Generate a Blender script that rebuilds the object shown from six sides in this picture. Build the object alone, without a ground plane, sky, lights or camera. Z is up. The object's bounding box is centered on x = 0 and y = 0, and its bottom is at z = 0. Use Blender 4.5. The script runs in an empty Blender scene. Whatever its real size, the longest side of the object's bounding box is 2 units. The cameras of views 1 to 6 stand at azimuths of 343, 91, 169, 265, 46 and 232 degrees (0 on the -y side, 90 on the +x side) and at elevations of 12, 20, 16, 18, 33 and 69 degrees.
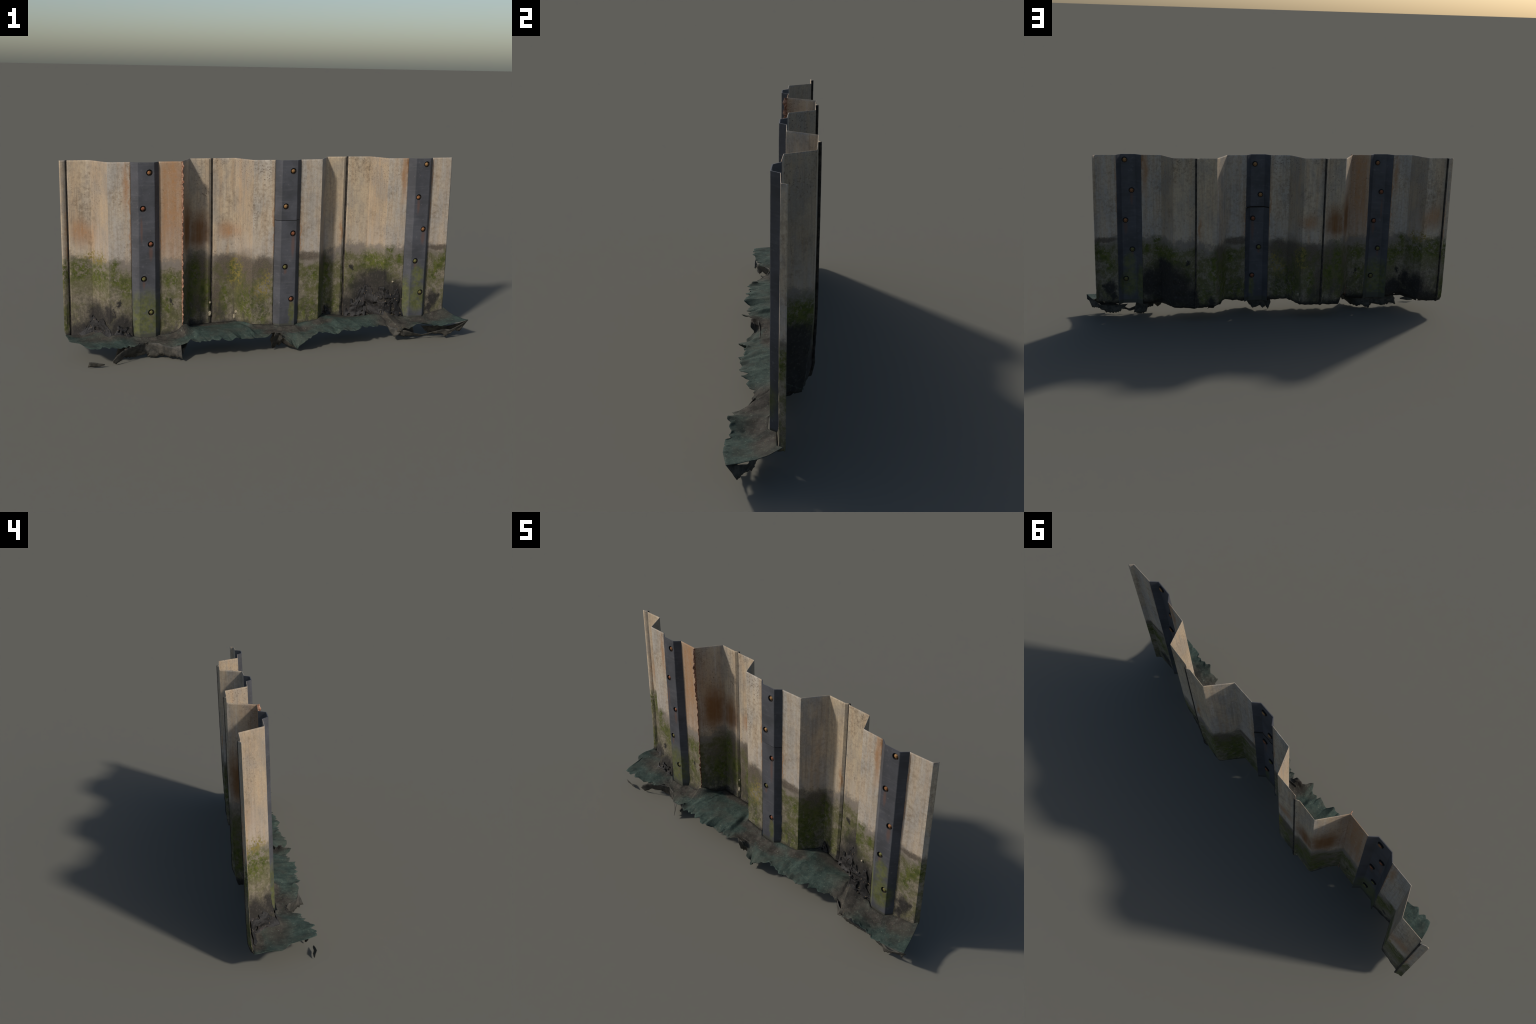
"""A stretch of weathered steel sheet piling: corrugated panels joined by interlock
slits, dark fender strips with recessed rusty bolts, weed and silt at the foot."""
import bpy, bmesh, math, random
from mathutils import Vector, noise

rnd = random.Random(7)
TOP, THICK = 0.910, 0.0018


# ------------------------------------------------------------------ helpers
def fbm(x, y, z, octaves=4):
    return noise.fractal(Vector((x, y, z)), 1.0, 2.0, octaves)


def smooth(a, b, x):
    t = min(1.0, max(0.0, (x - a) / (b - a)))
    return t * t * (3 - 2 * t)


def interp(pts, x):
    if x <= pts[0][0]:
        return pts[0][1]
    for (a, ya), (b, yb) in zip(pts, pts[1:]):
        if x <= b:
            return ya + (yb - ya) * (x - a) / max(1e-9, b - a)
    return pts[-1][1]


def new_object(name, mesh, parent=None, mat=None, sharp=35):
    ob = bpy.data.objects.new(name, mesh)
    bpy.context.scene.collection.objects.link(ob)
    if parent:
        ob.parent = parent
    if mat:
        mesh.materials.append(mat)
    if sharp:
        for p in mesh.polygons:
            p.use_smooth = True
        mesh.set_sharp_from_angle(angle=math.radians(sharp))
    return ob


def mesh_from(name, verts, faces):
    me = bpy.data.meshes.new(name)
    me.from_pydata([tuple(v) for v in verts], [], faces)
    me.update()
    return me


def thicken(ob, t, offset=0.0):
    m = ob.modifiers.new("plate_thickness", 'SOLIDIFY')
    m.thickness, m.offset = t, offset
    m.use_even_offset = False


def grid_faces(nu, nv):
    return [(i * nv + j, (i + 1) * nv + j, (i + 1) * nv + j + 1, i * nv + j + 1)
            for i in range(nu - 1) for j in range(nv - 1)]


# ------------------------------------------------------------------ shader kit
class Shader:
    def __init__(self, name):
        self.mat = bpy.data.materials.new(name)
        self.mat.use_nodes = True
        self.nt = self.mat.node_tree
        self.bsdf = self.nt.nodes["Principled BSDF"]
        self.pos = self.nt.nodes.new("ShaderNodeTexCoord").outputs["Object"]

    def put(self, sock, v):
        if hasattr(v, "is_linked"):
            self.nt.links.new(v, sock)
        else:
            if isinstance(v, (tuple, list)) and len(v) == 3 and sock.type == 'RGBA':
                v = (*v, 1)
            sock.default_value = v

    def math(self, op, a, b=None, c=None, clamp=False):
        n = self.nt.nodes.new("ShaderNodeMath")
        n.operation, n.use_clamp = op, clamp
        for s, v in zip(n.inputs, (a, b, c)):
            if v is not None:
                self.put(s, v)
        return n.outputs[0]

    def vec(self, op, a, b=None, scale=None):
        n = self.nt.nodes.new("ShaderNodeVectorMath")
        n.operation = op
        self.put(n.inputs[0], a)
        if b is not None:
            self.put(n.inputs[1], b)
        if scale is not None:
            self.put(n.inputs[3], scale)
        return n.outputs["Value"] if op in ('LENGTH', 'DOT_PRODUCT') else n.outputs[0]

    def scaled(self, k, shift=(0, 0, 0)):
        n = self.nt.nodes.new("ShaderNodeMapping")
        n.inputs["Scale"].default_value = k
        n.inputs["Location"].default_value = shift
        self.put(n.inputs[0], self.pos)
        return n.outputs[0]

    def noise(self, scale, detail=4, rough=0.55, vec=None, colour=False):
        n = self.nt.nodes.new("ShaderNodeTexNoise")
        self.put(n.inputs["Vector"], self.pos if vec is None else vec)
        n.inputs["Scale"].default_value = scale
        n.inputs["Detail"].default_value = detail
        n.inputs["Roughness"].default_value = rough
        return n.outputs["Color" if colour else "Fac"]

    def spots(self, scale, vec=None, rand=1.0):
        n = self.nt.nodes.new("ShaderNodeTexVoronoi")
        self.put(n.inputs["Vector"], self.pos if vec is None else vec)
        n.inputs["Scale"].default_value = scale
        n.inputs["Randomness"].default_value = rand
        return n.outputs["Distance"]

    def ramp(self, v, a, b, lo=0.0, hi=1.0):
        n = self.nt.nodes.new("ShaderNodeMapRange")
        n.interpolation_type = 'SMOOTHSTEP'
        for k, x in (("From Min", a), ("From Max", b), ("To Min", lo), ("To Max", hi)):
            n.inputs[k].default_value = x
        self.put(n.inputs["Value"], v)
        return n.outputs[0]

    def mix(self, f, a, b, mode='MIX'):
        n = self.nt.nodes.new("ShaderNodeMix")
        n.data_type, n.blend_type = 'RGBA', mode
        self.put(n.inputs[0], f)
        self.put(n.inputs[6], a)
        self.put(n.inputs[7], b)
        return n.outputs[2]

    def xyz(self, vec=None):
        n = self.nt.nodes.new("ShaderNodeSeparateXYZ")
        self.put(n.inputs[0], self.pos if vec is None else vec)
        return n.outputs

    def wobble(self, amount, scale, detail=5, rough=0.65):
        c = self.vec('SUBTRACT', self.noise(scale, detail, rough, colour=True), (0.5, 0.5, 0.5))
        return self.vec('ADD', self.pos, self.vec('SCALE', c, scale=amount))

    def patches(self, vec, blobs, soft=0.45, flat='y'):
        """union of soft ellipses (centre, radii); flat = axis left out"""
        out = 0.0
        for a, b, ra, rb in blobs:
            if flat == 'y':
                c, k = (a, 0, b), (1 / ra, 0, 1 / rb)
            else:
                c, k = (a, b, 0), (1 / ra, 1 / rb, 0)
            d = self.vec('LENGTH', self.vec('MULTIPLY', self.vec('SUBTRACT', vec, c), k))
            out = self.math('MAXIMUM', self.ramp(d, 1 + soft, 1 - soft, 0, 1), out)
        return out

    def finish(self, colour, rough=0.8, bump=None, strength=0.3, dist=0.002, spec=0.3):
        self.put(self.bsdf.inputs["Base Color"], colour)
        self.put(self.bsdf.inputs["Roughness"], rough)
        self.bsdf.inputs["Specular IOR Level"].default_value = spec
        if bump is not None:
            n = self.nt.nodes.new("ShaderNodeBump")
            n.inputs["Strength"].default_value = strength
            n.inputs["Distance"].default_value = dist
            self.put(n.inputs["Height"], bump)
            self.nt.links.new(n.outputs[0], self.bsdf.inputs["Normal"])
        return self.mat


# palette (linear albedo)
CREAM = (0.46, 0.365, 0.255)
GREY = (0.30, 0.27, 0.23)
CHALK = (0.48, 0.425, 0.365)
TAN = (0.40, 0.265, 0.150)
OCHRE = (0.34, 0.165, 0.062)
RUST = (0.17, 0.078, 0.027)
DAMP = (0.115, 0.088, 0.064)
BELOW = (0.108, 0.093, 0.064)
MOSS = (0.043, 0.054, 0.008)
OLIVE = (0.072, 0.074, 0.022)
LICHEN = (0.185, 0.145, 0.04)
MUD = (0.020, 0.018, 0.017)


def pile_paint(name, tide=0.445, warm=0.5, moss=(), lichen=(), rust=(), brown=(), damp=(),
               weed=(), speck=0.5, film=0.75, seed=0.0, faces=()):
    s = Shader(name)
    x, y, z = s.xyz()
    fine = s.wobble(0.045, 26)
    ragged = s.wobble(0.07, 17, 7, 0.75)
    streak = s.noise(1, 5, 0.6, s.scaled((42, 42, 2.6), (seed, 0, 0)))
    cloud = s.noise(11, 5, 0.62, s.scaled((1, 1, 0.55), (seed, seed, 0)))
    grain = s.noise(210, 3, 0.7)
    mottle = s.noise(62, 5, 0.7)

    # bare painted steel, streaked from top to bottom
    c = s.mix(s.ramp(cloud, 0.36, 0.60), GREY, CREAM)
    c = s.mix(s.math('MULTIPLY', s.ramp(streak, 0.47, 0.66), warm), c, TAN)
    c = s.mix(s.math('MULTIPLY', s.ramp(streak, 0.46, 0.30), 0.65), c, CHALK)
    # tone per fold; the three angled folds are browned to hold baked-in shade
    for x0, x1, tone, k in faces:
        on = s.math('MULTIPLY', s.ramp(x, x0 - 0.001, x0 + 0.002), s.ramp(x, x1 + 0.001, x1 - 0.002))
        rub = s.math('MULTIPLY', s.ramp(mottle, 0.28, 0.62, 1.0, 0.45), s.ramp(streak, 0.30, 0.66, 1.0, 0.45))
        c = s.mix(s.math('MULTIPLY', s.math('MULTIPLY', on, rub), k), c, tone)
    thread = s.noise(1, 4, 0.65, s.scaled((130, 130, 4.5), (seed, 2, 0)))
    c = s.mix(s.math('MULTIPLY', s.ramp(thread, 0.50, 0.68), 0.45), c, (0.20, 0.16, 0.12))
    c = s.mix(s.math('MULTIPLY', s.ramp(mottle, 0.46, 0.66), 0.42), c, (0.21, 0.17, 0.13))
    c = s.mix(s.math('MULTIPLY', s.ramp(grain, 0.50, 0.72), 0.42), c, (0.23, 0.18, 0.14))
    c = s.mix(s.math('MULTIPLY', s.ramp(grain, 0.45, 0.28), 0.30), c, (0.56, 0.47, 0.37))
    grime = s.math('MULTIPLY', s.ramp(s.noise(5, 5, 0.7, s.scaled((1.6, 1.6, 0.8), (seed, 9, 0))), 0.50, 0.66), s.ramp(mottle, 0.36, 0.6))
    c = s.mix(s.math('MULTIPLY', grime, 0.55), c, (0.18, 0.125, 0.072))
    # pitting
    pit = s.math('MULTIPLY', s.ramp(s.noise(120, 3, 0.6), 0.57, 0.67),
                 s.ramp(s.noise(7, 3, 0.6, s.scaled((1, 1, 0.7), (seed + 3, 0, 0))), 0.44, 0.60))
    c = s.mix(s.math('MULTIPLY', pit, speck), c, (0.135, 0.10, 0.072))
    # chalky zone just over the tide line
    zz = s.xyz(fine)[2]
    chalk = s.math('MULTIPLY', s.ramp(zz, tide + 0.20, tide + 0.04), s.ramp(zz, tide - 0.01, tide + 0.012))
    chalk = s.math('MULTIPLY', chalk, s.ramp(mottle, 0.62, 0.36, 0.35, 1.0))
    chalk = s.math('MULTIPLY', chalk, s.ramp(streak, 0.62, 0.36, 0.3, 1.0))
    c = s.mix(s.math('MULTIPLY', chalk, 0.6), c, (0.385, 0.335, 0.29))
    # rust
    if brown:
        f = s.patches(s.wobble(0.05, 14), brown, 0.75)
        c = s.mix(s.math('MULTIPLY', f, s.ramp(streak, 0.25, 0.6, 0.7, 1.0)), c, RUST)
    if rust:
        f = s.patches(s.wobble(0.06, 13, 6, 0.7), rust, 0.85)
        veil = s.math('MULTIPLY', s.ramp(mottle, 0.26, 0.64, 1.0, 0.62), s.ramp(streak, 0.30, 0.58, 0.72, 1.0))
        c = s.mix(s.math('MULTIPLY', f, veil), c, s.mix(s.ramp(cloud, 0.38, 0.6), OCHRE, (0.29, 0.155, 0.075)))
        flake = s.math('MULTIPLY', s.ramp(s.noise(115, 4, 0.75, s.scaled((1, 1, 0.7), (2, 0, seed))), 0.56, 0.68), f)
        c = s.mix(s.math('MULTIPLY', flake, 0.45), c, (0.47, 0.33, 0.24))
    # below the tide line: dull, damp, with a ragged upper edge
    edge = s.math('ADD', s.xyz(s.wobble(0.065, 17, 7, 0.75))[2],
                  s.ramp(s.noise(6, 3, 0.6, s.scaled((1, 1, 0.3), (seed, 1, 0))), 0.3, 0.7, -0.030, 0.030))
    edge = s.math('ADD', edge, s.ramp(s.noise(45, 6, 0.8), 0.3, 0.7, -0.016, 0.016))
    under = s.ramp(edge, tide + 0.016, tide - 0.022)
    lowc = s.mix(s.ramp(mottle, 0.35, 0.62), BELOW, (0.20, 0.172, 0.125))
    lowc = s.mix(s.math('MULTIPLY', s.ramp(s.noise(150, 3, 0.7), 0.52, 0.64), 0.6), lowc, (0.06, 0.052, 0.036))
    lowc = s.mix(s.math('MULTIPLY', s.ramp(s.noise(170, 3, 0.7, s.scaled((1, 1, 1), (5, 5, 5))), 0.58, 0.70), 0.5), lowc, (0.25, 0.22, 0.165))
    c = s.mix(s.math('MULTIPLY', under, 0.92), c, lowc)
    band = s.math('MULTIPLY', under, s.ramp(edge, tide - 0.060, tide - 0.035))
    c = s.mix(s.math('MULTIPLY', band, s.ramp(s.noise(7, 4, 0.7), 0.38, 0.58, 0.1, 0.85)), c, (0.205, 0.172, 0.148))
    if damp:
        f = s.patches(fine, damp, 0.35)
        c = s.mix(s.math('MULTIPLY', f, 0.85), c, s.mix(s.ramp(grain, 0.4, 0.6), DAMP, (0.070, 0.058, 0.045)))
    # continuous algae film with a ragged top, then moss cushions
    thin = s.math('MULTIPLY', s.ramp(s.noise(14, 8, 0.82), 0.45, 0.56),
                  s.ramp(edge, tide - 0.012, tide - 0.075))
    c = s.mix(s.math('MULTIPLY', thin, film), c, s.mix(s.ramp(s.noise(60, 4, 0.7), 0.4, 0.62), OLIVE, (0.105, 0.10, 0.04)))
    mossc = s.mix(s.ramp(s.noise(48, 5, 0.7), 0.36, 0.64), MOSS, (0.088, 0.099, 0.016))
    if moss:
        f = s.patches(ragged, moss, 0.62)
        f = s.math('MULTIPLY', f, s.ramp(s.noise(46, 8, 0.85), 0.44, 0.52, 0.06, 0.97))
        c = s.mix(f, c, mossc)
    if lichen:
        f = s.patches(ragged, lichen, 0.5)
        f = s.math('MULTIPLY', f, s.ramp(s.noise(70, 4, 0.7), 0.46, 0.58))
        c = s.mix(f, c, LICHEN)
    # black slime creeping up from the silt in tongues
    creep = s.math('MULTIPLY', s.ramp(edge, 0.30, 0.09), s.ramp(s.noise(19, 7, 0.78, s.scaled((1.4, 1.4, 0.6), (seed, 4, 0))), 0.44, 0.60))
    c = s.mix(s.math('MULTIPLY', creep, 0.8), c, (0.046, 0.041, 0.033))
    # weed and mud, and a wet hem at the foot
    mudc = s.mix(s.ramp(s.noise(95, 4, 0.75), 0.52, 0.70), MUD, (0.058, 0.051, 0.045))
    hem = s.ramp(s.xyz(s.wobble(0.05, 22, 6, 0.7))[2], 0.125, 0.085)
    f = hem
    if weed:
        f = s.math('MAXIMUM', hem, s.patches(s.wobble(0.085, 26, 7, 0.78), weed, 0.4))
    c = s.mix(s.math('MULTIPLY', f, 0.95), c, mudc)
    h = s.math('ADD', s.math('MULTIPLY', mottle, 0.6), s.math('MULTIPLY', grain, 0.4))
    return s.finish(c, 0.82, h, 0.35, 0.002, 0.25)


def strip_paint(name, moss=(), runs=(), seed=0.0):
    s = Shader(name)
    brush = s.noise(1, 4, 0.6, s.scaled((9, 9, 90), (seed, 0, 0)))
    cloud = s.noise(9, 4, 0.6, s.scaled((1, 1, 1), (seed, 0, 0)))
    c = s.mix(s.ramp(cloud, 0.35, 0.65), (0.048, 0.049, 0.055), (0.072, 0.073, 0.083))
    c = s.mix(s.math('MULTIPLY', s.ramp(brush, 0.5, 0.75), 0.35), c, (0.125, 0.124, 0.13))
    c = s.mix(s.math('MULTIPLY', s.ramp(s.noise(60, 4, 0.7), 0.58, 0.72), 0.35), c, (0.17, 0.165, 0.168))
    c = s.mix(s.math('MULTIPLY', s.ramp(s.noise(200, 3, 0.7), 0.5, 0.7), 0.35), c, (0.040, 0.040, 0.044))
    if runs:
        f = s.patches(s.wobble(0.006, 40), runs, 0.6)
        c = s.mix(s.math('MULTIPLY', f, 0.5), c, (0.13, 0.062, 0.040))
    if moss:
        f = s.patches(s.wobble(0.05, 24, 6, 0.7), moss, 0.4)
        f = s.math('MULTIPLY', f, s.ramp(s.noise(55, 5, 0.7), 0.36, 0.54, 0.35, 0.9))
        c = s.mix(f, c, s.mix(s.ramp(s.noise(40, 4, 0.7), 0.38, 0.62), (0.070, 0.078, 0.020), (0.11, 0.115, 0.042)))
    hem = s.ramp(s.xyz(s.wobble(0.008, 30))[2], 0.108, 0.100)
    c = s.mix(s.math('MULTIPLY', hem, 0.85), c, (0.052, 0.052, 0.040))
    return s.finish(c, 0.55, brush, 0.15, 0.001, 0.35)


def bolt_paint(name, a, b):
    s = Shader(name)
    c = s.mix(s.ramp(s.noise(160, 4, 0.7), 0.38, 0.62), a, b)
    return s.finish(c, 0.75, s.noise(300, 3), 0.5, 0.001)


def plain_paint(name, a, b, scale=60, rough=0.8):
    s = Shader(name)
    n = s.noise(scale, 5, 0.7)
    return s.finish(s.mix(s.ramp(n, 0.38, 0.66), a, b), rough, n, 0.5, 0.003)


def silt_paint(name):
    s = Shader(name)
    brown_spots = [(-0.60, -0.03, 0.10, 0.10), (-0.02, -0.08, 0.055, 0.12), (0.08, -0.03, 0.12, 0.035),
                   (0.62, -0.04, 0.10, 0.14), (0.76, -0.04, 0.07, 0.06), (0.88, -0.02, 0.09, 0.05),
                   (-0.80, 0.02, 0.13, 0.05), (-0.48, 0.0, 0.06, 0.05),
                   (-0.90, 0.10, 0.08, 0.035), (-0.30, 0.12, 0.12, 0.03), (0.42, 0.10, 0.12, 0.035), (-0.05, 0.01, 0.08, 0.03), (0.25, 0.01, 0.06, 0.03)]
    fine = s.wobble(0.06, 20)
    n = s.noise(38, 5, 0.7)
    teal = s.mix(s.ramp(n, 0.36, 0.66), (0.028, 0.043, 0.037), (0.050, 0.071, 0.060))
    brown = s.mix(s.ramp(n, 0.4, 0.66), (0.034, 0.031, 0.026), (0.062, 0.054, 0.045))
    f = s.patches(fine, brown_spots, 0.5, 'z')
    c = s.mix(f, teal, brown)
    dash = s.ramp(s.noise(1, 3, 0.6, s.scaled((150, 60, 60))), 0.66, 0.74)
    c = s.mix(s.math('MULTIPLY', dash, 0.7), c, (0.18, 0.20, 0.165))
    gold = s.ramp(s.spots(75), 0.13, 0.07)
    c = s.mix(s.math('MULTIPLY', gold, 0.45), c, (0.20, 0.17, 0.09))
    muck = s.ramp(s.noise(9, 5, 0.7), 0.47, 0.60)
    c = s.mix(s.math('MULTIPLY', muck, 0.5), c, (0.046, 0.047, 0.038))
    c = s.mix(s.math('MULTIPLY', s.ramp(s.noise(120, 4, 0.75), 0.55, 0.70), 0.5), c, (0.115, 0.135, 0.105))
    return s.finish(c, 0.9, s.noise(55, 5, 0.65), 0.4, 0.003, 0.12)


# ------------------------------------------------------------------ root
root = bpy.data.objects.new("sheet_pile_wall", None)
bpy.context.scene.collection.objects.link(root)
root["label"] = "weathered corrugated steel sheet pile wall with dark bolted strips"
root["category"] = "retaining wall"


# ------------------------------------------------------------------ corrugated piles
def foot_push(x, z):
    """how far the buried foot and the silted-up bays bulge towards the front"""
    p = 0.016 * max(0.0, 1 - (z - 0.075) / 0.055) ** 2
    for cx, cz, rx, rz, a in ((0.53, 0.13, 0.11, 0.15, 0.027), (-0.425, 0.08, 0.030, 0.07, 0.030), (-0.82, 0.09, 0.13, 0.09, 0.018)):
        q = ((x - cx) / rx) ** 2 + ((z - cz) / rz) ** 2
        p += a * math.exp(-q * 1.2) * (1 + 0.35 * fbm(x * 25, z * 25, 4.0, 3))
    return p


def pile(profile, mat, foot, round_left=0.0, round_right=0.0):
    """Fold a plate along a plan profile (x, y) and run it from foot to top."""
    stations = []
    for (ax, ay), (bx, by) in zip(profile, profile[1:]):
        n = max(1, round(math.hypot(bx - ax, by - ay) / 0.0065))
        for i in range(n):
            t = i / n
            stations.append((ax + (bx - ax) * t, ay + (by - ay) * t))
    stations.append(profile[-1])
    rows, verts = 112, []
    x0, x1 = profile[0][0], max(p[0] for p in profile)
    for i, (x, y) in enumerate(stations):
        p, q = stations[max(0, i - 1)], stations[min(len(stations) - 1, i + 1)]
        nx, ny = (q[1] - p[1]), -(q[0] - p[0])
        l = math.hypot(nx, ny) or 1
        nx, ny = nx / l, ny / l
        z0 = interp(foot, x) + 0.006 * fbm(x * 38, y * 38, 2.0, 3)
        for r, d in ((round_left, x - x0), (round_right, x1 - x)):
            if r and d < r:
                z0 += r * 1.6 * (1 - math.sqrt(max(0, 1 - (1 - d / r) ** 2)))
        for j in range(rows):
            t = j / (rows - 1)
            z = z0 + (TOP - z0) * t
            rough = smooth(0.45, 0.15, z)
            d = 0.0008 * fbm(x * 55, y * 55, z * 40, 3) * (0.35 + 2.2 * rough)
            d += 0.0012 * fbm(x * 9, y * 9, z * 3, 2)
            d *= smooth(TOP, TOP - 0.02, z)
            verts.append((x + nx * d, y + ny * d - foot_push(x, z), z))
    me = mesh_from("sheet_pile", verts, grid_faces(len(stations), rows))
    ob = new_object("sheet_pile", me, root, mat, 25)
    thicken(ob, THICK)
    return ob


def interlock(x, y):
    """left plate bends back behind the slit, right plate starts with a return"""
    left = [(x - 0.020, y), (x - 0.0045, y + 0.009)]
    seam = [(x - 0.0047, y + 0.0092), (x - 0.0030, y + 0.0108), (x + 0.0010, y + 0.0108), (x + 0.0020, y + 0.0015)]
    right = [(x + 0.0018, y + 0.001), (x + 0.0055, y - 0.001)]
    return left, right, seam


G0, G1, G2 = interlock(-0.966, 0.136), interlock(-0.280, 0.139), interlock(0.413, 0.128)
foot_line = [(-1.0, 0.084), (-0.93, 0.078), (-0.84, 0.092), (-0.76, 0.094), (-0.69, 0.076), (-0.56, 0.072),
             (-0.47, 0.080), (-0.457, 0.088), (-0.450, 0.116), (-0.43, 0.098), (-0.38, 0.084), (-0.20, 0.086), (-0.13, 0.092), (0.0, 0.082), (0.12, 0.080),
             (0.24, 0.096), (0.30, 0.098), (0.36, 0.086), (0.42, 0.080), (0.53, 0.080), (0.585, 0.105), (0.64, 0.084),
             (0.72, 0.082), (0.80, 0.082), (0.87, 0.094), (0.93, 0.106), (0.95, 0.112)]

paint_end = pile_paint("end_steel", 0.42, 0.3, moss=[(-0.985, 0.39, 0.03, 0.06), (-0.99, 0.15, 0.02, 0.07)],
                       rust=[(-0.972, 0.52, 0.006, 0.13)], seed=1)
paint_a = pile_paint(
    "left_steel", 0.455, 0.55, seed=2.3, faces=[(-0.96, -0.861, (0.50, 0.395, 0.265), 0.6), (-0.861, -0.796, (0.27, 0.19, 0.118), 0.85), (-0.796, -0.690, (0.395, 0.36, 0.315), 0.8)], speck=0.6, film=0.55,  # middle tone darkened to match occlusion shading on the angled fold
    moss=[(-0.922, 0.392, 0.060, 0.060), (-0.838, 0.381, 0.040, 0.065), (-0.771, 0.428, 0.020, 0.028),
          (-0.758, 0.365, 0.035, 0.052), (-0.715, 0.330, 0.030, 0.060)],
    rust=[(-0.693, 0.686, 0.005, 0.25), (-0.905, 0.575, 0.045, 0.055), (-0.715, 0.80, 0.012, 0.09)],
    weed=[(-0.850, 0.150, 0.048, 0.090), (-0.843, 0.098, 0.160, 0.046), (-0.735, 0.135, 0.060, 0.058), (-0.80, 0.19, 0.02, 0.06),
          (-0.775, 0.203, 0.006, 0.022), (-0.754, 0.245, 0.008, 0.016)],
    lichen=[(-0.85, 0.46, 0.05, 0.03)])
paint_b = pile_paint(
    "rusty_steel", 0.452, 0.35, seed=4.1, faces=[(-0.391, -0.29, (0.40, 0.315, 0.20), 0.6)], speck=0.9, film=0.85,
    moss=[(-0.504, 0.351, 0.045, 0.034), (-0.532, 0.238, 0.026, 0.060), (-0.368, 0.352, 0.028, 0.085),
          (-0.313, 0.253, 0.026, 0.085), (-0.40, 0.22, 0.03, 0.09)],
    rust=[(-0.512, 0.75, 0.070, 0.27), (-0.512, 0.80, 0.066, 0.20), (-0.553, 0.543, 0.006, 0.075)],
    brown=[(-0.342, 0.560, 0.046, 0.080), (-0.345, 0.530, 0.050, 0.045), (-0.415, 0.58, 0.030, 0.110)],
    damp=[(-0.343, 0.300, 0.095, 0.140)],  # darker patch across the lower part of the bay
    weed=[(-0.508, 0.251, 0.008, 0.016), (-0.494, 0.232, 0.006, 0.011), (-0.40, 0.09, 0.06, 0.03)])
paint_c = pile_paint(
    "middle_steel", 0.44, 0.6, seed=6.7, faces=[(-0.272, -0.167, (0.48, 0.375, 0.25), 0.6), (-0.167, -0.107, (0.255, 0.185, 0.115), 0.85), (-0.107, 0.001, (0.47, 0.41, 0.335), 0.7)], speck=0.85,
    moss=[(-0.220, 0.203, 0.020, 0.095), (-0.124, 0.205, 0.035, 0.090), (-0.063, 0.170, 0.034, 0.080),
          (-0.180, 0.36, 0.022, 0.05)],
    lichen=[(-0.170, 0.350, 0.030, 0.075), (-0.036, 0.332, 0.024, 0.042), (-0.060, 0.274, 0.040, 0.052)],
    rust=[(-0.205, 0.559, 0.040, 0.036), (-0.002, 0.60, 0.004, 0.16)],
    damp=[(-0.131, 0.340, 0.050, 0.115), (-0.059, 0.385, 0.055, 0.062), (-0.21, 0.37, 0.07, 0.075), (-0.26, 0.20, 0.03, 0.12)])
paint_d = pile_paint(
    "right_middle_steel", 0.450, 0.45, seed=9.2, faces=[(0.127, 0.236, (0.385, 0.35, 0.305), 0.85), (0.302, 0.40, (0.48, 0.365, 0.215), 0.6)], speck=0.35, film=0.9,
    moss=[(0.206, 0.342, 0.034, 0.045), (0.189, 0.160, 0.055, 0.070), (0.310, 0.290, 0.030, 0.110),
          (0.350, 0.150, 0.036, 0.060), (0.26, 0.22, 0.03, 0.13)],
    rust=[(0.131, 0.52, 0.003, 0.12), (0.388, 0.53, 0.007, 0.045)],
    damp=[(0.180, 0.436, 0.060, 0.022), (0.285, 0.36, 0.040, 0.07)],
    weed=[(0.325, 0.115, 0.022, 0.035), (0.413, 0.13, 0.02, 0.06)])
paint_e = pile_paint(
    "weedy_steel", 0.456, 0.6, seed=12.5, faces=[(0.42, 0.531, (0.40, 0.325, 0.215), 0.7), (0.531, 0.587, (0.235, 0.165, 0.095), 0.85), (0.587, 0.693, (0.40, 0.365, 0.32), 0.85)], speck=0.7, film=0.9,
    moss=[(0.455, 0.270, 0.020, 0.055), (0.553, 0.370, 0.060, 0.060), (0.618, 0.447, 0.022, 0.020),
          (0.668, 0.404, 0.026, 0.032), (0.613, 0.385, 0.020, 0.032)],
    rust=[(0.676, 0.815, 0.014, 0.10)],
    brown=[(0.687, 0.880, 0.005, 0.045)],
    weed=[(0.550, 0.190, 0.130, 0.140), (0.655, 0.205, 0.052, 0.090), (0.570, 0.30, 0.045, 0.05), (0.452, 0.344, 0.011, 0.014),
          (0.44, 0.13, 0.05, 0.07)])
paint_f = pile_paint(
    "right_end_steel", 0.460, 0.4, seed=15.8, faces=[(0.819, 0.929, (0.395, 0.355, 0.31), 0.85)], speck=0.3,
    moss=[(0.890, 0.372, 0.036, 0.042), (0.862, 0.318, 0.026, 0.044), (0.925, 0.39, 0.02, 0.05)],
    rust=[(0.822, 0.70, 0.004, 0.18)],
    damp=[(0.880, 0.452, 0.06, 0.014)],
    weed=[(0.866, 0.176, 0.030, 0.040), (0.895, 0.19, 0.010, 0.016), (0.845, 0.13, 0.02, 0.03)])

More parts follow.
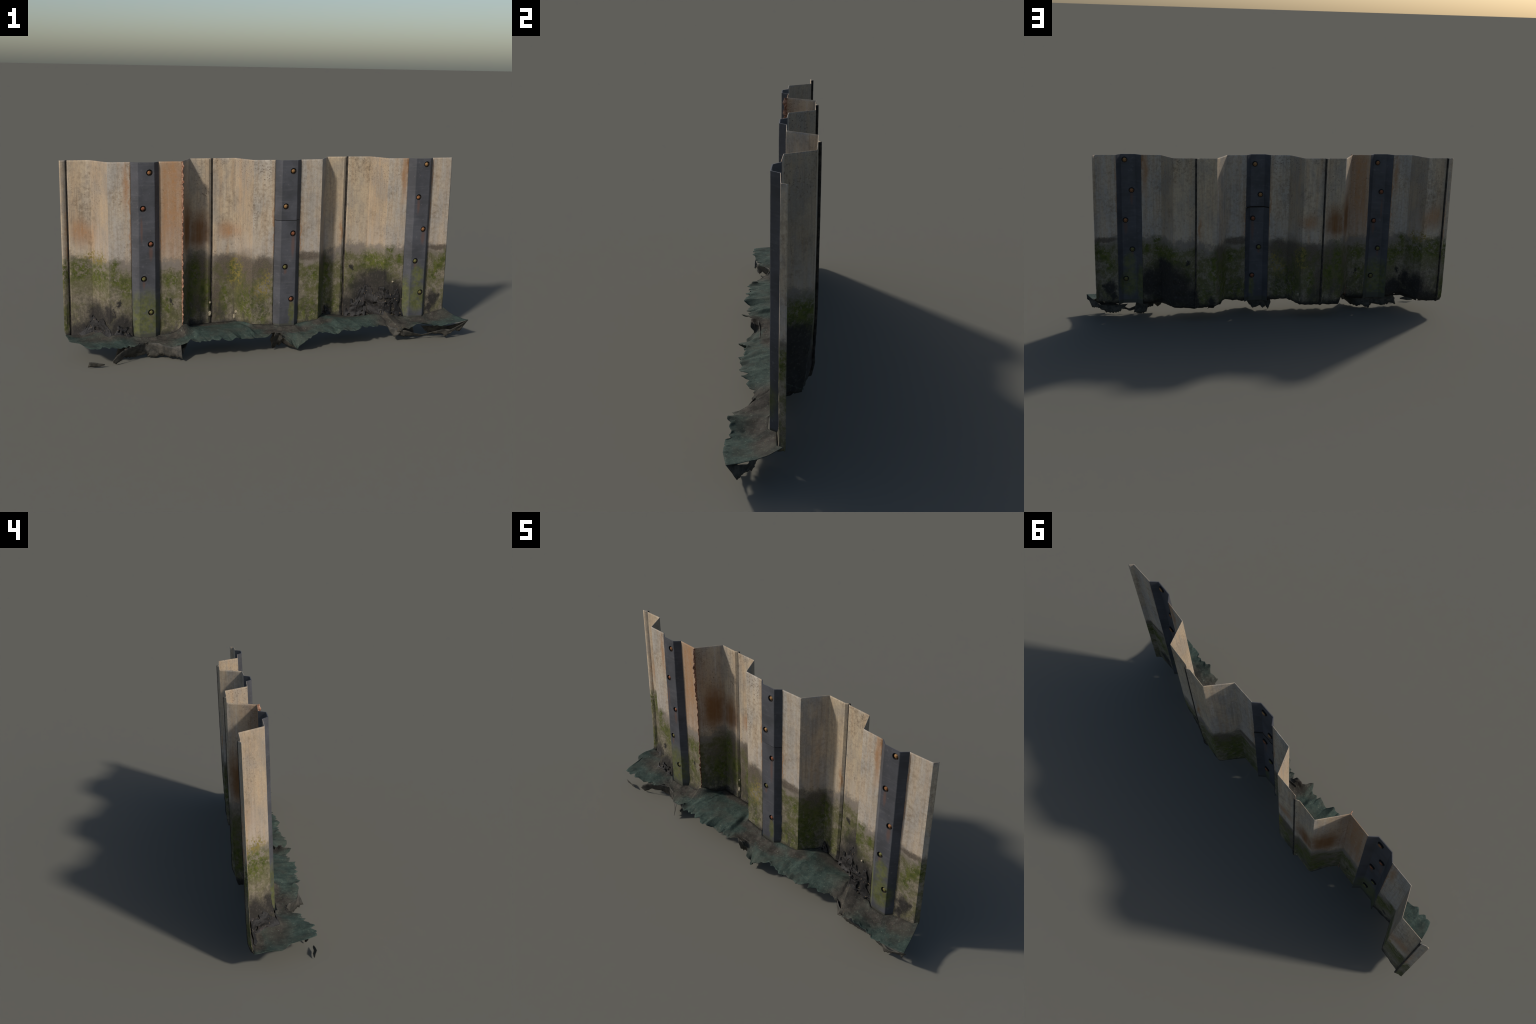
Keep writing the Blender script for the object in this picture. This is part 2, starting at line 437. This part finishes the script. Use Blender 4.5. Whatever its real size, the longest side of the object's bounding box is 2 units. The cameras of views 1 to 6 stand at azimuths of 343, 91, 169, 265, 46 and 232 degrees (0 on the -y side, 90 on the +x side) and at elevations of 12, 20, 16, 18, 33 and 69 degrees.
pile([(-0.999, 0.134), *G0[0]], paint_end, foot_line, round_left=0.012)
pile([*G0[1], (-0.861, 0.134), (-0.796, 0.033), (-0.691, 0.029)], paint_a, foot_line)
pile([(-0.562, 0.031), (-0.456, 0.026), (-0.391, 0.144), *G1[0]], paint_b, foot_line)
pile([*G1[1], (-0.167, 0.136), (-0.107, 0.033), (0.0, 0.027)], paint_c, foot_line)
pile([(0.128, 0.026), (0.236, 0.027), (0.302, 0.132), *G2[0]], paint_d, foot_line)
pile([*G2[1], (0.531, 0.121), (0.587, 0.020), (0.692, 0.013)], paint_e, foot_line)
seam_paint = plain_paint("dark_seam", (0.016, 0.014, 0.012), (0.060, 0.050, 0.040), 45, 0.9)
for g in (G0, G1, G2):
    seam = pile(g[2], seam_paint, foot_line)
    seam.name = "interlock_seam"
pile([(0.820, 0.013), (0.928, 0.015), (0.941, 0.034)], paint_f, foot_line)


# ------------------------------------------------------------------ torn rusty lip on the cut edge
def torn_lip():
    paint = plain_paint("rust_scale", (0.13, 0.052, 0.028), (0.42, 0.25, 0.17), 90, 0.85)
    nz, nw, verts = 190, 5, []
    for i in range(nz):
        z = 0.10 + (TOP - 0.101 - 0.002) * i / (nz - 1) + 0.002
        k = 1.0 if z > 0.66 else 0.55 if z > 0.3 else 0.75
        reach = 0.005 + 0.021 * k * (0.55 + 0.9 * abs(fbm(z * 7, 6.0, 2.0, 2))) * abs(fbm(z * 34, 3.1, 0.4, 3)) ** 0.7 + 0.004 * (k > 0.9)
        curl = 0.006 * fbm(z * 48, 8.0, 1.0, 2)
        for j in range(nw):
            t = j / (nw - 1)
            verts.append((-0.4562 + 0.005 * t + curl * t, 0.0268 - reach * t, z + 0.003 * t * fbm(z * 60, 1, 5, 2)))
    ob = new_object("torn_lip", mesh_from("torn_lip", verts, grid_faces(nz, nw)), root, paint, 40)
    thicken(ob, 0.002)


torn_lip()


# ------------------------------------------------------------------ fender strips and bolts
hole_paint = plain_paint("bolt_recess_dark", (0.010, 0.009, 0.008), (0.022, 0.017, 0.014), 90, 0.9)  # near-black albedo: the shade inside the hole is coloured in
rust_bolt = bolt_paint("rusty_bolt", (0.13, 0.050, 0.018), (0.28, 0.125, 0.048))
ochre_bolt = bolt_paint("ochre_bolt", (0.15, 0.068, 0.02), (0.33, 0.18, 0.07))
red_bolt = bolt_paint("red_bolt", (0.075, 0.028, 0.014), (0.27, 0.092, 0.042))
moss_bolt = bolt_paint("mossy_bolt", (0.07, 0.045, 0.018), (0.15, 0.15, 0.045))

HOLE = 0.0150


def lathe(name, rings, seg=28, axis_y=1):
    """turn (radius, y) pairs about the y axis"""
    verts, faces = [], []
    for r, y in rings:
        for k in range(seg):
            a = 2 * math.pi * k / seg
            verts.append((r * math.cos(a), y, r * math.sin(a)))
    for i in range(len(rings) - 1):
        for k in range(seg):
            a, b = i * seg + k, i * seg + (k + 1) % seg
            faces.append((a, b, b + seg, a + seg))
    faces.append(tuple(range((len(rings) - 1) * seg, len(rings) * seg)))
    return mesh_from(name, verts, faces)


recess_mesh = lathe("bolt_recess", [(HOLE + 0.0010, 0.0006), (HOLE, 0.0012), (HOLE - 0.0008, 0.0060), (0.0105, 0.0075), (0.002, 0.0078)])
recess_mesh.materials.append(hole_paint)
bolt_mesh = lathe("bolt", [(0.0092, 0.0070), (0.0092, 0.0038), (0.0085, 0.0024), (0.0066, 0.0014), (0.0060, 0.0004), (0.0040, -0.0004), (0.0012, -0.0006)])
bolt_meshes = {}
for key, paint in (("r", rust_bolt), ("o", ochre_bolt), ("d", red_bolt), ("m", moss_bolt)):
    me = bolt_mesh.copy()
    me.materials.append(paint)
    for p in me.polygons:
        p.use_smooth = True
    me.set_sharp_from_angle(angle=math.radians(40))
    bolt_meshes[key] = me
nut_mesh = lathe("bolt_tail", [(0.0105, 0.0076), (0.0098, 0.0088), (0.0070, 0.0098), (0.002, 0.0102)])
nut_meshes = {}
for key, paint in (("r", rust_bolt), ("o", ochre_bolt), ("d", red_bolt), ("m", moss_bolt)):
    me = nut_mesh.copy()
    me.materials.append(paint)
    for p in me.polygons:
        p.use_smooth = True
    nut_meshes[key] = me


def fender(plan, z_lo, z_hi, paint, bolts, drift):
    """Bevel-sided channel: plan = four (x, y) corners; round holes let into the face."""
    bm = bmesh.new()
    (ax, ay), (bx, by), (cx, cy), (dx, dy) = plan
    zs = [z_lo]
    z = z_lo
    while z < z_hi - 0.02:
        z += 0.012
        zs.append(z)
    zs.append(z_hi)

    def pt(x, y, z):
        w = 0.0012 * fbm(z * 6, x * 3, 1.0, 2)
        return bm.verts.new((x + drift * (TOP - z) + w, y + 0.0008 * fbm(z * 9, x * 20, 4.0, 2), z))

    def band(x0, y0, x1, y1, n):
        cols = [[pt(x0 + (x1 - x0) * i / n, y0 + (y1 - y0) * i / n, z) for z in zs] for i in range(n + 1)]
        for i in range(n):
            for j in range(len(zs) - 1):
                bm.faces.new((cols[i][j], cols[i + 1][j], cols[i + 1][j + 1], cols[i][j + 1]))

    r = 0.0011                                     # eased arrises
    lx, ly = bx - ax, by - ay
    ll = math.hypot(lx, ly)
    kx, ky = dx - cx, dy - cy
    kl = math.hypot(kx, ky)
    b0 = (bx - lx / ll * r, by - ly / ll * r)
    b1 = (bx + r, by + (cy - by) * r / (cx - bx))
    c0 = (cx - r, cy - (cy - by) * r / (cx - bx))
    c1 = (cx + kx / kl * r, cy + ky / kl * r)
    for p, q, n in (((ax, ay), b0, 3), (b0, b1, 1), (b1, c0, 12), (c0, c1, 1), (c1, (dx, dy), 3)):
        band(*p, *q, n)
    bmesh.ops.remove_doubles(bm, verts=bm.verts, dist=1e-5)
    me = bpy.data.meshes.new("fender_strip")
    bm.to_mesh(me)
    bm.free()
    ob = new_object("fender_strip", me, root, None, None)
    thicken(ob, 0.003, -1.0)
    ob.modifiers[-1].offset = 0.0
    # drill the bolt holes
    cutters = []
    for x, z, kind in bolts:
        y = by + (cy - by) * (x - bx) / (cx - bx)
        cme = lathe("hole_cutter", [(HOLE, -0.03), (HOLE, 0.03)])
        cbm = bmesh.new()
        cbm.from_mesh(cme)
        cbm.faces.new(list(cbm.verts)[:28])
        bmesh.ops.recalc_face_normals(cbm, faces=cbm.faces)
        cbm.to_mesh(cme)
        cbm.free()
        cut = bpy.data.objects.new("hole_cutter", cme)
        cut.location = (x, y, z)
        bpy.context.scene.collection.objects.link(cut)
        m = ob.modifiers.new("bolt_hole", 'BOOLEAN')
        m.operation, m.solver, m.object = 'DIFFERENCE', 'EXACT', cut
        cutters.append(cut)
    bpy.context.view_layer.update()
    done = bpy.data.meshes.new_from_object(ob.evaluated_get(bpy.context.evaluated_depsgraph_get()))
    ob.modifiers.clear()
    ob.data = done
    done.name = "fender_strip"
    done.materials.clear()
    done.materials.append(paint)
    for p in done.polygons:
        p.use_smooth = True
        p.material_index = 0
    done.set_sharp_from_angle(angle=math.radians(14))
    for cut in cutters:
        bpy.data.objects.remove(cut)
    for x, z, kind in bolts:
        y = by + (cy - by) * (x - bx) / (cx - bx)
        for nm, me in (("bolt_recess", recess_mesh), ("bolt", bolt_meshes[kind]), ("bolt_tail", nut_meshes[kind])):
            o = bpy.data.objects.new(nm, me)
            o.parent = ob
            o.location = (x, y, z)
            if nm == "bolt":
                o.rotation_euler = (rnd.uniform(-.09, .09), rnd.uniform(0, 6), rnd.uniform(-.09, .09))
            bpy.context.scene.collection.objects.link(o)
    return ob


def run(x, z, w, h):          # rust run below a bolt
    return (x, z - 0.014 - h * 0.45, w * 1.35, h * 0.60)


fender([(-0.692, 0.0305), (-0.661, 0.004), (-0.587, 0.003), (-0.561, 0.0325)], 0.074, TOP,
       strip_paint("slate_strip_left", moss=[(-0.621, 0.190, 0.060, 0.110), (-0.67, 0.17, 0.025, 0.12)],
                   runs=[run(-0.606, 0.532, 0.006, 0.055), (-0.648, 0.60, 0.005, 0.05), run(-0.64, 0.369, 0.004, 0.03),
                         run(-0.607, 0.206, 0.007, 0.03)], seed=0.0),
       [(-0.609, 0.863, 'r'), (-0.640, 0.698, 'd'), (-0.606, 0.532, 'd'), (-0.639, 0.369, 'm'), (-0.607, 0.206, 'm')], 0.0)
strip_mid = [(0.0005, 0.0285), (0.026, 0.002), (0.102, 0.001), (0.1285, 0.0275)]
mid_lo = strip_paint("slate_strip_middle", moss=[(0.087, 0.160, 0.016, 0.060)],
                     runs=[run(0.087, 0.556, 0.0055, 0.095), run(0.051, 0.392, 0.005, 0.02), run(0.086, 0.228, 0.006, 0.02)], seed=3.0)
mid_hi = strip_paint("slate_strip_upper", seed=5.0)
fender(strip_mid, 0.6225, TOP, mid_hi, [(0.081, 0.858, 'o'), (0.048, 0.689, 'o')], 0.0)
fender([(p[0] + 0.0008, p[1] + 0.0006) for p in strip_mid], 0.080, 0.6195, mid_lo,
       [(0.087, 0.556, 'd'), (0.051, 0.392, 'm'), (0.086, 0.228, 'd')], 0.0)
fender([(0.691, 0.0145), (0.721, -0.012), (0.796, -0.014), (0.821, 0.0145)], 0.082, TOP,
       strip_paint("slate_strip_right", moss=[(0.758, 0.310, 0.030, 0.060), (0.765, 0.195, 0.045, 0.070), (0.70, 0.2, 0.02, 0.10)],
                   runs=[run(0.742, 0.717, 0.005, 0.06), run(0.777, 0.553, 0.007, 0.055), run(0.743, 0.390, 0.005, 0.02),
                         run(0.78, 0.224, 0.005, 0.02)], seed=8.0),
       [(0.776, 0.881, 'o'), (0.742, 0.717, 'r'), (0.777, 0.553, 'r'), (0.743, 0.390, 'm'), (0.780, 0.224, 'm')], 0.0)


def joint_backing():
    """dark plate behind the joint of the middle strip, keeps the gap dark"""
    pts = [(p[0] + (0.0015 if i > 1 else -0.0015) * (-1 if i in (0, 3) else 0), p[1] + 0.0035) for i, p in enumerate(strip_mid)]
    verts = []
    for x, y in pts:
        verts += [(x, y, 0.6175), (x, y, 0.6245)]
    ob = new_object("joint_dark_plate", mesh_from("joint_dark_plate", verts, grid_faces(4, 2)), root, hole_paint, 25)
    thicken(ob, 0.0015)


joint_backing()


# ------------------------------------------------------------------ silt apron at the foot
wall_plan = [(-0.999, 0.134), (-0.861, 0.134), (-0.796, 0.033), (-0.691, 0.029), (-0.661, 0.004), (-0.587, 0.003),
             (-0.562, 0.033), (-0.456, 0.026), (-0.391, 0.144), (-0.167, 0.136), (-0.107, 0.035), (0.0, 0.027),
             (0.026, 0.002), (0.102, 0.001), (0.128, 0.026), (0.236, 0.027), (0.302, 0.132), (0.532, 0.12),
             (0.587, 0.02), (0.692, 0.013), (0.721, -0.012), (0.795, -0.014), (0.82, 0.013), (0.928, 0.015), (0.941, 0.034)]
# broken front edge of the silt, left to right (x, y, z)
front = [(-0.985, 0.095, 0.084), (-0.959, 0.024, 0.088), (-0.921, -0.099, 0.092), (-0.905, -0.131, 0.093), (-0.860, -0.134, 0.090),
         (-0.847, -0.118, 0.094), (-0.818, -0.138, 0.092), (-0.768, -0.119, 0.080), (-0.700, -0.085, 0.080), (-0.644, -0.044, 0.077),
         (-0.590, -0.060, 0.075), (-0.524, -0.112, 0.064), (-0.470, -0.118, 0.085), (-0.442, -0.112, 0.099),
         (-0.419, -0.135, 0.090), (-0.354, -0.126, 0.089), (-0.300, -0.136, 0.095), (-0.253, -0.130, 0.087),
         (-0.229, -0.142, 0.102), (-0.196, -0.118, 0.082), (-0.160, -0.125, 0.086), (-0.090, -0.128, 0.080), (-0.069, -0.146, 0.100),
         (-0.040, -0.105, 0.098), (0.000, -0.098, 0.093), (0.020, -0.100, 0.060), (0.080, -0.128, 0.016), (0.115, -0.150, 0.060),
         (0.192, -0.116, 0.089), (0.240, -0.122, 0.080), (0.293, -0.129, 0.071), (0.300, -0.144, 0.095),
         (0.372, -0.126, 0.082), (0.420, -0.114, 0.096), (0.480, -0.100, 0.088), (0.549, -0.074, 0.080), (0.575, -0.086, 0.072),
         (0.604, -0.097, 0.028), (0.630, -0.115, 0.062), (0.685, -0.133, 0.082), (0.733, -0.146, 0.104), (0.804, -0.139, 0.082),
         (0.837, -0.150, 0.080), (0.882, -0.156, 0.089), (0.935, -0.148, 0.094), (0.998, -0.136, 0.097)]


def along(pts, n):
    """n points spread evenly in x along a broken line, corners kept"""
    out = []
    for i in range(n):
        x = pts[0][0] + (pts[-1][0] - pts[0][0]) * i / (n - 1)
        for a, b in zip(pts, pts[1:]):
            if x <= b[0] + 1e-9:
                t = (x - a[0]) / max(1e-9, b[0] - a[0])
                out.append(tuple(a[k] + (b[k] - a[k]) * t for k in range(3)))
                break
    return out


silt = silt_paint("teal_silt")
mud_paint = plain_paint("dark_mud", (0.030, 0.029, 0.025), (0.075, 0.068, 0.057), 40, 0.7)


def apron():
    n, m = 640, 24
    edge = along(front, n)
    calm = []
    for i in range(n):
        lo, hi = max(0, i - 38), min(n, i + 39)
        calm.append(sum(e[2] for e in edge[lo:hi]) / (hi - lo))
    calm_y = []
    for i in range(n):
        lo, hi = max(0, i - 26), min(n, i + 27)
        calm_y.append(sum(e[1] for e in edge[lo:hi]) / (hi - lo))
    teeth = random.Random(3)
    notches = [(-1.1, 0.0)]
    while notches[-1][0] < 1.1:                    # sharp, unevenly spaced tears
        notches.append((notches[-1][0] + teeth.uniform(0.005, 0.021), teeth.choice((-0.009, -0.002, 0.006)) + teeth.uniform(-0.008, 0.009)))
    verts = []
    for i, (fx, fy, fz) in enumerate(edge):
        u = i / (n - 1)
        bx = -0.995 + (0.943 + 0.995) * u
        bw = interp(wall_plan, bx)
        by = bw - 0.0005 - foot_push(bx, 0.09) * 0.8
        bz = interp(foot_line, bx) + 0.003
        if -0.457 < bx < -0.39:
            bz = min(bz, 0.088)
        k = 0 if u < 0.05 or 0.965 < u else 1
        fy += interp(notches, fx) * k
        fy = max(fy, -0.150)
        bay = smooth(0.07, 0.12, bw) * smooth(-0.75, -0.60, bx)
        sag = smooth(0.70, 0.78, bx) * 0.008
        for j in range(m):
            t = j / (m - 1)
            e = t ** 0.85
            x = bx + (fx - bx) * e
            y = by + (calm_y[i] - by) * e + (fy - calm_y[i]) * smooth(0.72, 1.0, t)
            f = calm[i] + (fz - calm[i]) * smooth(0.5, 1.0, t)
            z = bz + (f - bz) * t ** 1.2
            z += bay * 0.015 * math.sin(math.pi * t) ** 1.6 - sag * math.sin(math.pi * t ** 0.8)
            z += 0.012 * max(0.0, 1 - t / 0.30) ** 2 * (1.0 - 0.5 * bay) * smooth(0.02, 0.08, u)
            z += 0.032 * math.exp(-((x + 0.44) / 0.040) ** 2 - ((y - 0.02) / 0.055) ** 2)
            z += 0.022 * math.exp(-((x - 0.56) / 0.08) ** 2 - ((y - 0.01) / 0.06) ** 2)
            w = math.sin(math.pi * min(1, t * 1.02))
            z += (0.005 * fbm(x * 11, y * 13, 1.5, 2) + 0.0018 * fbm(x * 37, y * 37, 6.5, 4)) * w
            z += 0.004 * smooth(0.75, 1, t) * fbm(x * 45, y * 45, 3, 2) * k
            verts.append((x, y, max(0.002, z)))
    ob = new_object("silt_apron", mesh_from("silt_apron", verts, grid_faces(n, m)), root, silt, 30)
    thicken(ob, 0.0014)
    return ob


apron_ob = apron()


def torn_flap(upper, lower, paint=mud_paint, n=26, m=5, teeth=0.004, seed=1):
    """ragged hanging scrap between two broken lines"""
    def walk(pts):
        out = []
        for i in range(n):
            s = i / (n - 1) * (len(pts) - 1)
            a = min(int(s), len(pts) - 2)
            t = s - a
            out.append(Vector(pts[a]).lerp(Vector(pts[a + 1]), t))
        return out
    top, bot = walk(upper), walk(lower)
    rr = random.Random(seed)
    verts = []
    for i in range(n):
        jag = rr.uniform(-teeth, teeth)
        for j in range(m):
            t = j / (m - 1)
            p = top[i].lerp(bot[i], t)
            p.y += 0.004 * fbm(p.x * 40, p.z * 40, seed, 3) * t
            p.z = max(0.0012, p.z + jag * t)
            verts.append(p)
    ob = new_object("torn_flap", mesh_from("torn_flap", verts, grid_faces(n, m)), apron_ob, paint, 30)
    thicken(ob, 0.0016)


torn_flap([(-0.806, -0.112, 0.022), (-0.785, -0.115, 0.048), (-0.745, -0.100, 0.072), (-0.690, -0.078, 0.080), (-0.645, -0.044, 0.078), (-0.600, -0.050, 0.074)],
          [(-0.800, -0.104, 0.004), (-0.776, -0.098, 0.008), (-0.745, -0.085, 0.032), (-0.690, -0.055, 0.030), (-0.650, -0.036, 0.024), (-0.605, -0.025, 0.020)], seed=2)
torn_flap([(-0.645, -0.046, 0.078), (-0.590, -0.060, 0.075), (-0.530, -0.108, 0.065), (-0.490, -0.117, 0.076)],
          [(-0.620, -0.040, 0.012), (-0.580, -0.050, 0.016), (-0.530, -0.098, 0.014), (-0.488, -0.140, 0.020)], teeth=0.006, seed=3)
torn_flap([(-0.630, -0.030, 0.070), (-0.560, -0.020, 0.072), (-0.490, 0.000, 0.080), (-0.440, -0.060, 0.085)],
          [(-0.615, -0.012, 0.006), (-0.560, -0.010, 0.022), (-0.530, -0.030, 0.010), (-0.478, -0.110, 0.030)], teeth=0.006, seed=4)
torn_flap([(-0.030, -0.110, 0.098), (0.000, -0.095, 0.092), (0.015, -0.095, 0.062)],
          [(-0.040, -0.085, 0.020), (-0.022, -0.058, 0.004), (0.006, -0.070, 0.040)], teeth=0.005, seed=5)
torn_flap([(0.015, -0.085, 0.070), (0.050, -0.110, 0.040), (0.082, -0.126, 0.017)],
          [(0.020, -0.050, 0.030), (0.050, -0.080, 0.012), (0.080, -0.118, 0.012)], teeth=0.002, seed=6)
torn_flap([(0.575, -0.072, 0.080), (0.605, -0.090, 0.070), (0.640, -0.110, 0.070)],
          [(0.590, -0.080, 0.044), (0.606, -0.096, 0.024), (0.632, -0.106, 0.044)], teeth=0.001, seed=7)
torn_flap([(0.622, -0.105, 0.062), (0.660, -0.115, 0.060), (0.720, -0.100, 0.036), (0.766, -0.088, 0.022), (0.820, -0.110, 0.040), (0.870, -0.122, 0.054), (0.905, -0.128, 0.050), (0.945, -0.138, 0.072), (0.998, -0.134, 0.096)],
          [(0.632, -0.095, 0.028), (0.668, -0.098, 0.022), (0.715, -0.090, 0.020), (0.766, -0.078, 0.012), (0.820, -0.100, 0.028), (0.860, -0.110, 0.026), (0.886, -0.112, 0.012), (0.935, -0.126, 0.046), (0.996, -0.118, 0.074)], n=48, teeth=0.003, seed=8)
# tatters folded back under the wall
torn_flap([(0.655, -0.040, 0.072), (0.690, -0.050, 0.070), (0.728, -0.050, 0.068)],
          [(0.672, -0.050, 0.012), (0.696, -0.050, 0.003), (0.741, -0.050, 0.013)], n=14, teeth=0.004, seed=21)
torn_flap([(0.770, -0.060, 0.060), (0.833, -0.060, 0.056), (0.925, -0.075, 0.054), (0.960, -0.110, 0.075), (0.998, -0.134, 0.096)],
          [(0.790, -0.060, 0.040), (0.828, -0.050, 0.014), (0.873, -0.060, 0.006), (0.926, -0.080, 0.030), (0.969, -0.106, 0.028)], n=30, teeth=0.006, seed=22)
torn_flap([(0.105, -0.070, 0.080), (0.040, -0.070, 0.080), (-0.030, -0.080, 0.092)],
          [(0.088, -0.050, 0.040), (0.068, -0.060, 0.010), (0.024, -0.050, 0.030), (0.010, -0.050, 0.010), (-0.006, -0.050, 0.024), (-0.022, -0.050, 0.002), (-0.036, -0.050, 0.044)], n=31, teeth=0.003, seed=23)
torn_flap([(-0.460, -0.060, 0.085), (-0.540, -0.060, 0.074), (-0.640, -0.040, 0.074), (-0.770, -0.060, 0.078)],
          [(-0.474, -0.050, 0.050), (-0.545, -0.055, 0.020), (-0.560, -0.055, 0.006), (-0.632, -0.045, 0.003), (-0.640, -0.045, 0.022), (-0.705, -0.035, 0.004), (-0.745, -0.045, 0.016), (-0.790, -0.050, 0.005)], n=43, teeth=0.004, seed=24)
torn_flap([(-0.912, -0.128, 0.032), (-0.880, -0.128, 0.026), (-0.842, -0.127, 0.015)],
          [(-0.918, -0.116, 0.004), (-0.880, -0.120, 0.003), (-0.844, -0.126, 0.010)], n=8, teeth=0.0, seed=10)
# ------------------------------------------------------------------ weed and mud draped on the foot
weed_paint = Shader("wet_weed")
_n = weed_paint.noise(70, 5, 0.75)
_c = weed_paint.mix(weed_paint.ramp(_n, 0.45, 0.72), (0.011, 0.010, 0.010), (0.034, 0.030, 0.028))
_c = weed_paint.mix(weed_paint.math('MULTIPLY', weed_paint.ramp(weed_paint.noise(24, 4, 0.7), 0.58, 0.72), 0.5), _c, (0.042, 0.028, 0.023))
_c = weed_paint.mix(weed_paint.math('MULTIPLY', weed_paint.ramp(weed_paint.spots(60), 0.10, 0.05), 0.7), _c, (0.30, 0.24, 0.17))
weed_paint = weed_paint.finish(_c, 0.6, weed_paint.noise(110, 5, 0.7), 0.7, 0.004, 0.4)


def weed_mat(plan, crest, seed, bulge=0.02, spread=0.05, lump=0.010, gap=-0.22):
    """ragged draped sheet following the wall; crest = (x, z) top line"""
    pts = []
    for (ax, ay), (bx, by) in zip(plan, plan[1:]):
        k = max(1, round(math.hypot(bx - ax, by - ay) / 0.0045))
        pts += [(ax + (bx - ax) * i / k, ay + (by - ay) * i / k) for i in range(k)]
    pts.append(plan[-1])
    rows, verts, keep = 46, [], []
    for i, (x, y) in enumerate(pts):
        p, q = pts[max(0, i - 5)], pts[min(len(pts) - 1, i + 5)]
        nx, ny = q[1] - p[1], -(q[0] - p[0])
        l = math.hypot(nx, ny)
        nx, ny = nx / l, ny / l
        end = min(i, len(pts) - 1 - i) / len(pts)
        top = interp(crest, x) + 0.022 * fbm(x * 30, seed, 1, 4)
        for j in range(rows):
            t = j / (rows - 1)
            z = 0.074 + (top - 0.074) * t
            d = 0.003 + spread * (1 - t) ** 3 + bulge * math.sin(math.pi * min(1, 1.15 * t)) * (0.6 + 0.9 * fbm(x * 14, z * 14, seed, 2))
            d += lump * fbm(x * 38, z * 30, seed + 5, 5)
            d *= smooth(0.0, 0.12, end)
            d = max(d, -0.001) + 0.0012
            verts.append((x + nx * d, y + ny * d - foot_push(x, z), z))
            keep.append(fbm(x * 42, z * 30, seed + 9, 4) - 0.9 * smooth(0.72, 1.0, t) - 0.5 * smooth(0.08, 0.0, end) > gap - 0.2)
    faces = [f for f in grid_faces(len(pts), rows) if all(keep[v] for v in f)]
    me = mesh_from("seaweed", verts, faces)
    bm = bmesh.new()
    bm.from_mesh(me)
    bmesh.ops.delete(bm, geom=[v for v in bm.verts if not v.link_faces], context='VERTS')
    bm.to_mesh(me)
    bm.free()
    ob = new_object("seaweed", me, root, weed_paint, 60)
    ob["kind"] = "stuff"
    thicken(ob, 0.002)


weed_mat([(0.400, 0.128), (0.50, 0.122), (0.531, 0.118), (0.587, 0.019), (0.700, 0.012)],
         [(0.40, 0.11), (0.44, 0.16), (0.48, 0.235), (0.52, 0.28), (0.56, 0.275), (0.60, 0.265), (0.63, 0.25), (0.66, 0.275), (0.69, 0.20), (0.70, 0.12)], 2.0,
         bulge=0.002, spread=0.004, lump=0.0045)
weed_mat([(-0.945, 0.132), (-0.861, 0.133), (-0.796, 0.032), (-0.694, 0.027)],
         [(-0.945, 0.095), (-0.90, 0.12), (-0.86, 0.20), (-0.83, 0.19), (-0.79, 0.13), (-0.76, 0.15), (-0.73, 0.135), (-0.70, 0.17)], 6.0,
         bulge=0.003, spread=0.008, lump=0.0045)
weed_mat([(0.255, 0.055), (0.302, 0.131), (0.350, 0.129)],
         [(0.255, 0.10), (0.285, 0.13), (0.31, 0.155), (0.35, 0.11)], 11.0, bulge=0.008, spread=0.015, lump=0.005)


def twigs():
    """pale bits of straw and shell grit caught in the weed"""
    r = random.Random(21)
    paint = plain_paint("pale_straw", (0.16, 0.12, 0.08), (0.34, 0.26, 0.18), 200)
    verts, faces = [], []
    for _ in range(24):
        x = r.choice((r.uniform(0.46, 0.69), r.uniform(0.46, 0.69), r.uniform(-0.88, -0.70)))
        z = r.uniform(0.10, 0.24 if x > 0 else 0.16)
        y = interp(wall_plan, x) - r.uniform(0.007, 0.014) - foot_push(x, z)
        a, l, w = r.uniform(0, math.pi), r.uniform(0.0015, 0.004), r.uniform(0.0005, 0.0010)
        dx, dz = math.cos(a), math.sin(a)
        base = len(verts)
        for s, q in ((-1, -1), (1, -1), (1, 1), (-1, 1)):
            for e in (-1, 1):
                verts.append((x + dx * l * s - dz * w * q, y + e * w, z + dz * l * s + dx * w * q))
        b = base
        faces += [(b, b + 2, b + 4, b + 6), (b + 7, b + 5, b + 3, b + 1), (b, b + 1, b + 3, b + 2), (b + 2, b + 3, b + 5, b + 4),
                  (b + 4, b + 5, b + 7, b + 6), (b + 6, b + 7, b + 1, b)]
    ob = new_object("straw", mesh_from("straw", verts, faces), root, paint, None)
    ob["kind"] = "stuff"


twigs()

# a few pale shells wedged in the corners
shell_paint = plain_paint("shell_white", (0.20, 0.17, 0.105), (0.36, 0.31, 0.23), 70, 0.7)
for x, y, z, sx, sz in ((-0.291, 0.139, 0.140, 0.008, 0.013), (-0.290, 0.141, 0.197, 0.005, 0.006), (-0.168, 0.131, 0.120, 0.006, 0.013), (-0.159, 0.124, 0.146, 0.009, 0.009),
                        (0.634, 0.010, 0.283, 0.005, 0.005)):
    bm = bmesh.new()
    bmesh.ops.create_icosphere(bm, subdivisions=3, radius=1)
    for v in bm.verts:
        k = 1 + 0.25 * fbm(*(v.co * 1.7 + Vector((x * 40, 0, z * 40))), 3)
        v.co = Vector((v.co.x * sx * k, v.co.y * 0.005 * k, v.co.z * sz * k))
    me = bpy.data.meshes.new("shell")
    bm.to_mesh(me)
    bm.free()
    ob = new_object("shell", me, root, shell_paint, None)
    for p in me.polygons:
        p.use_smooth = True
    ob.location = (x, y, z)
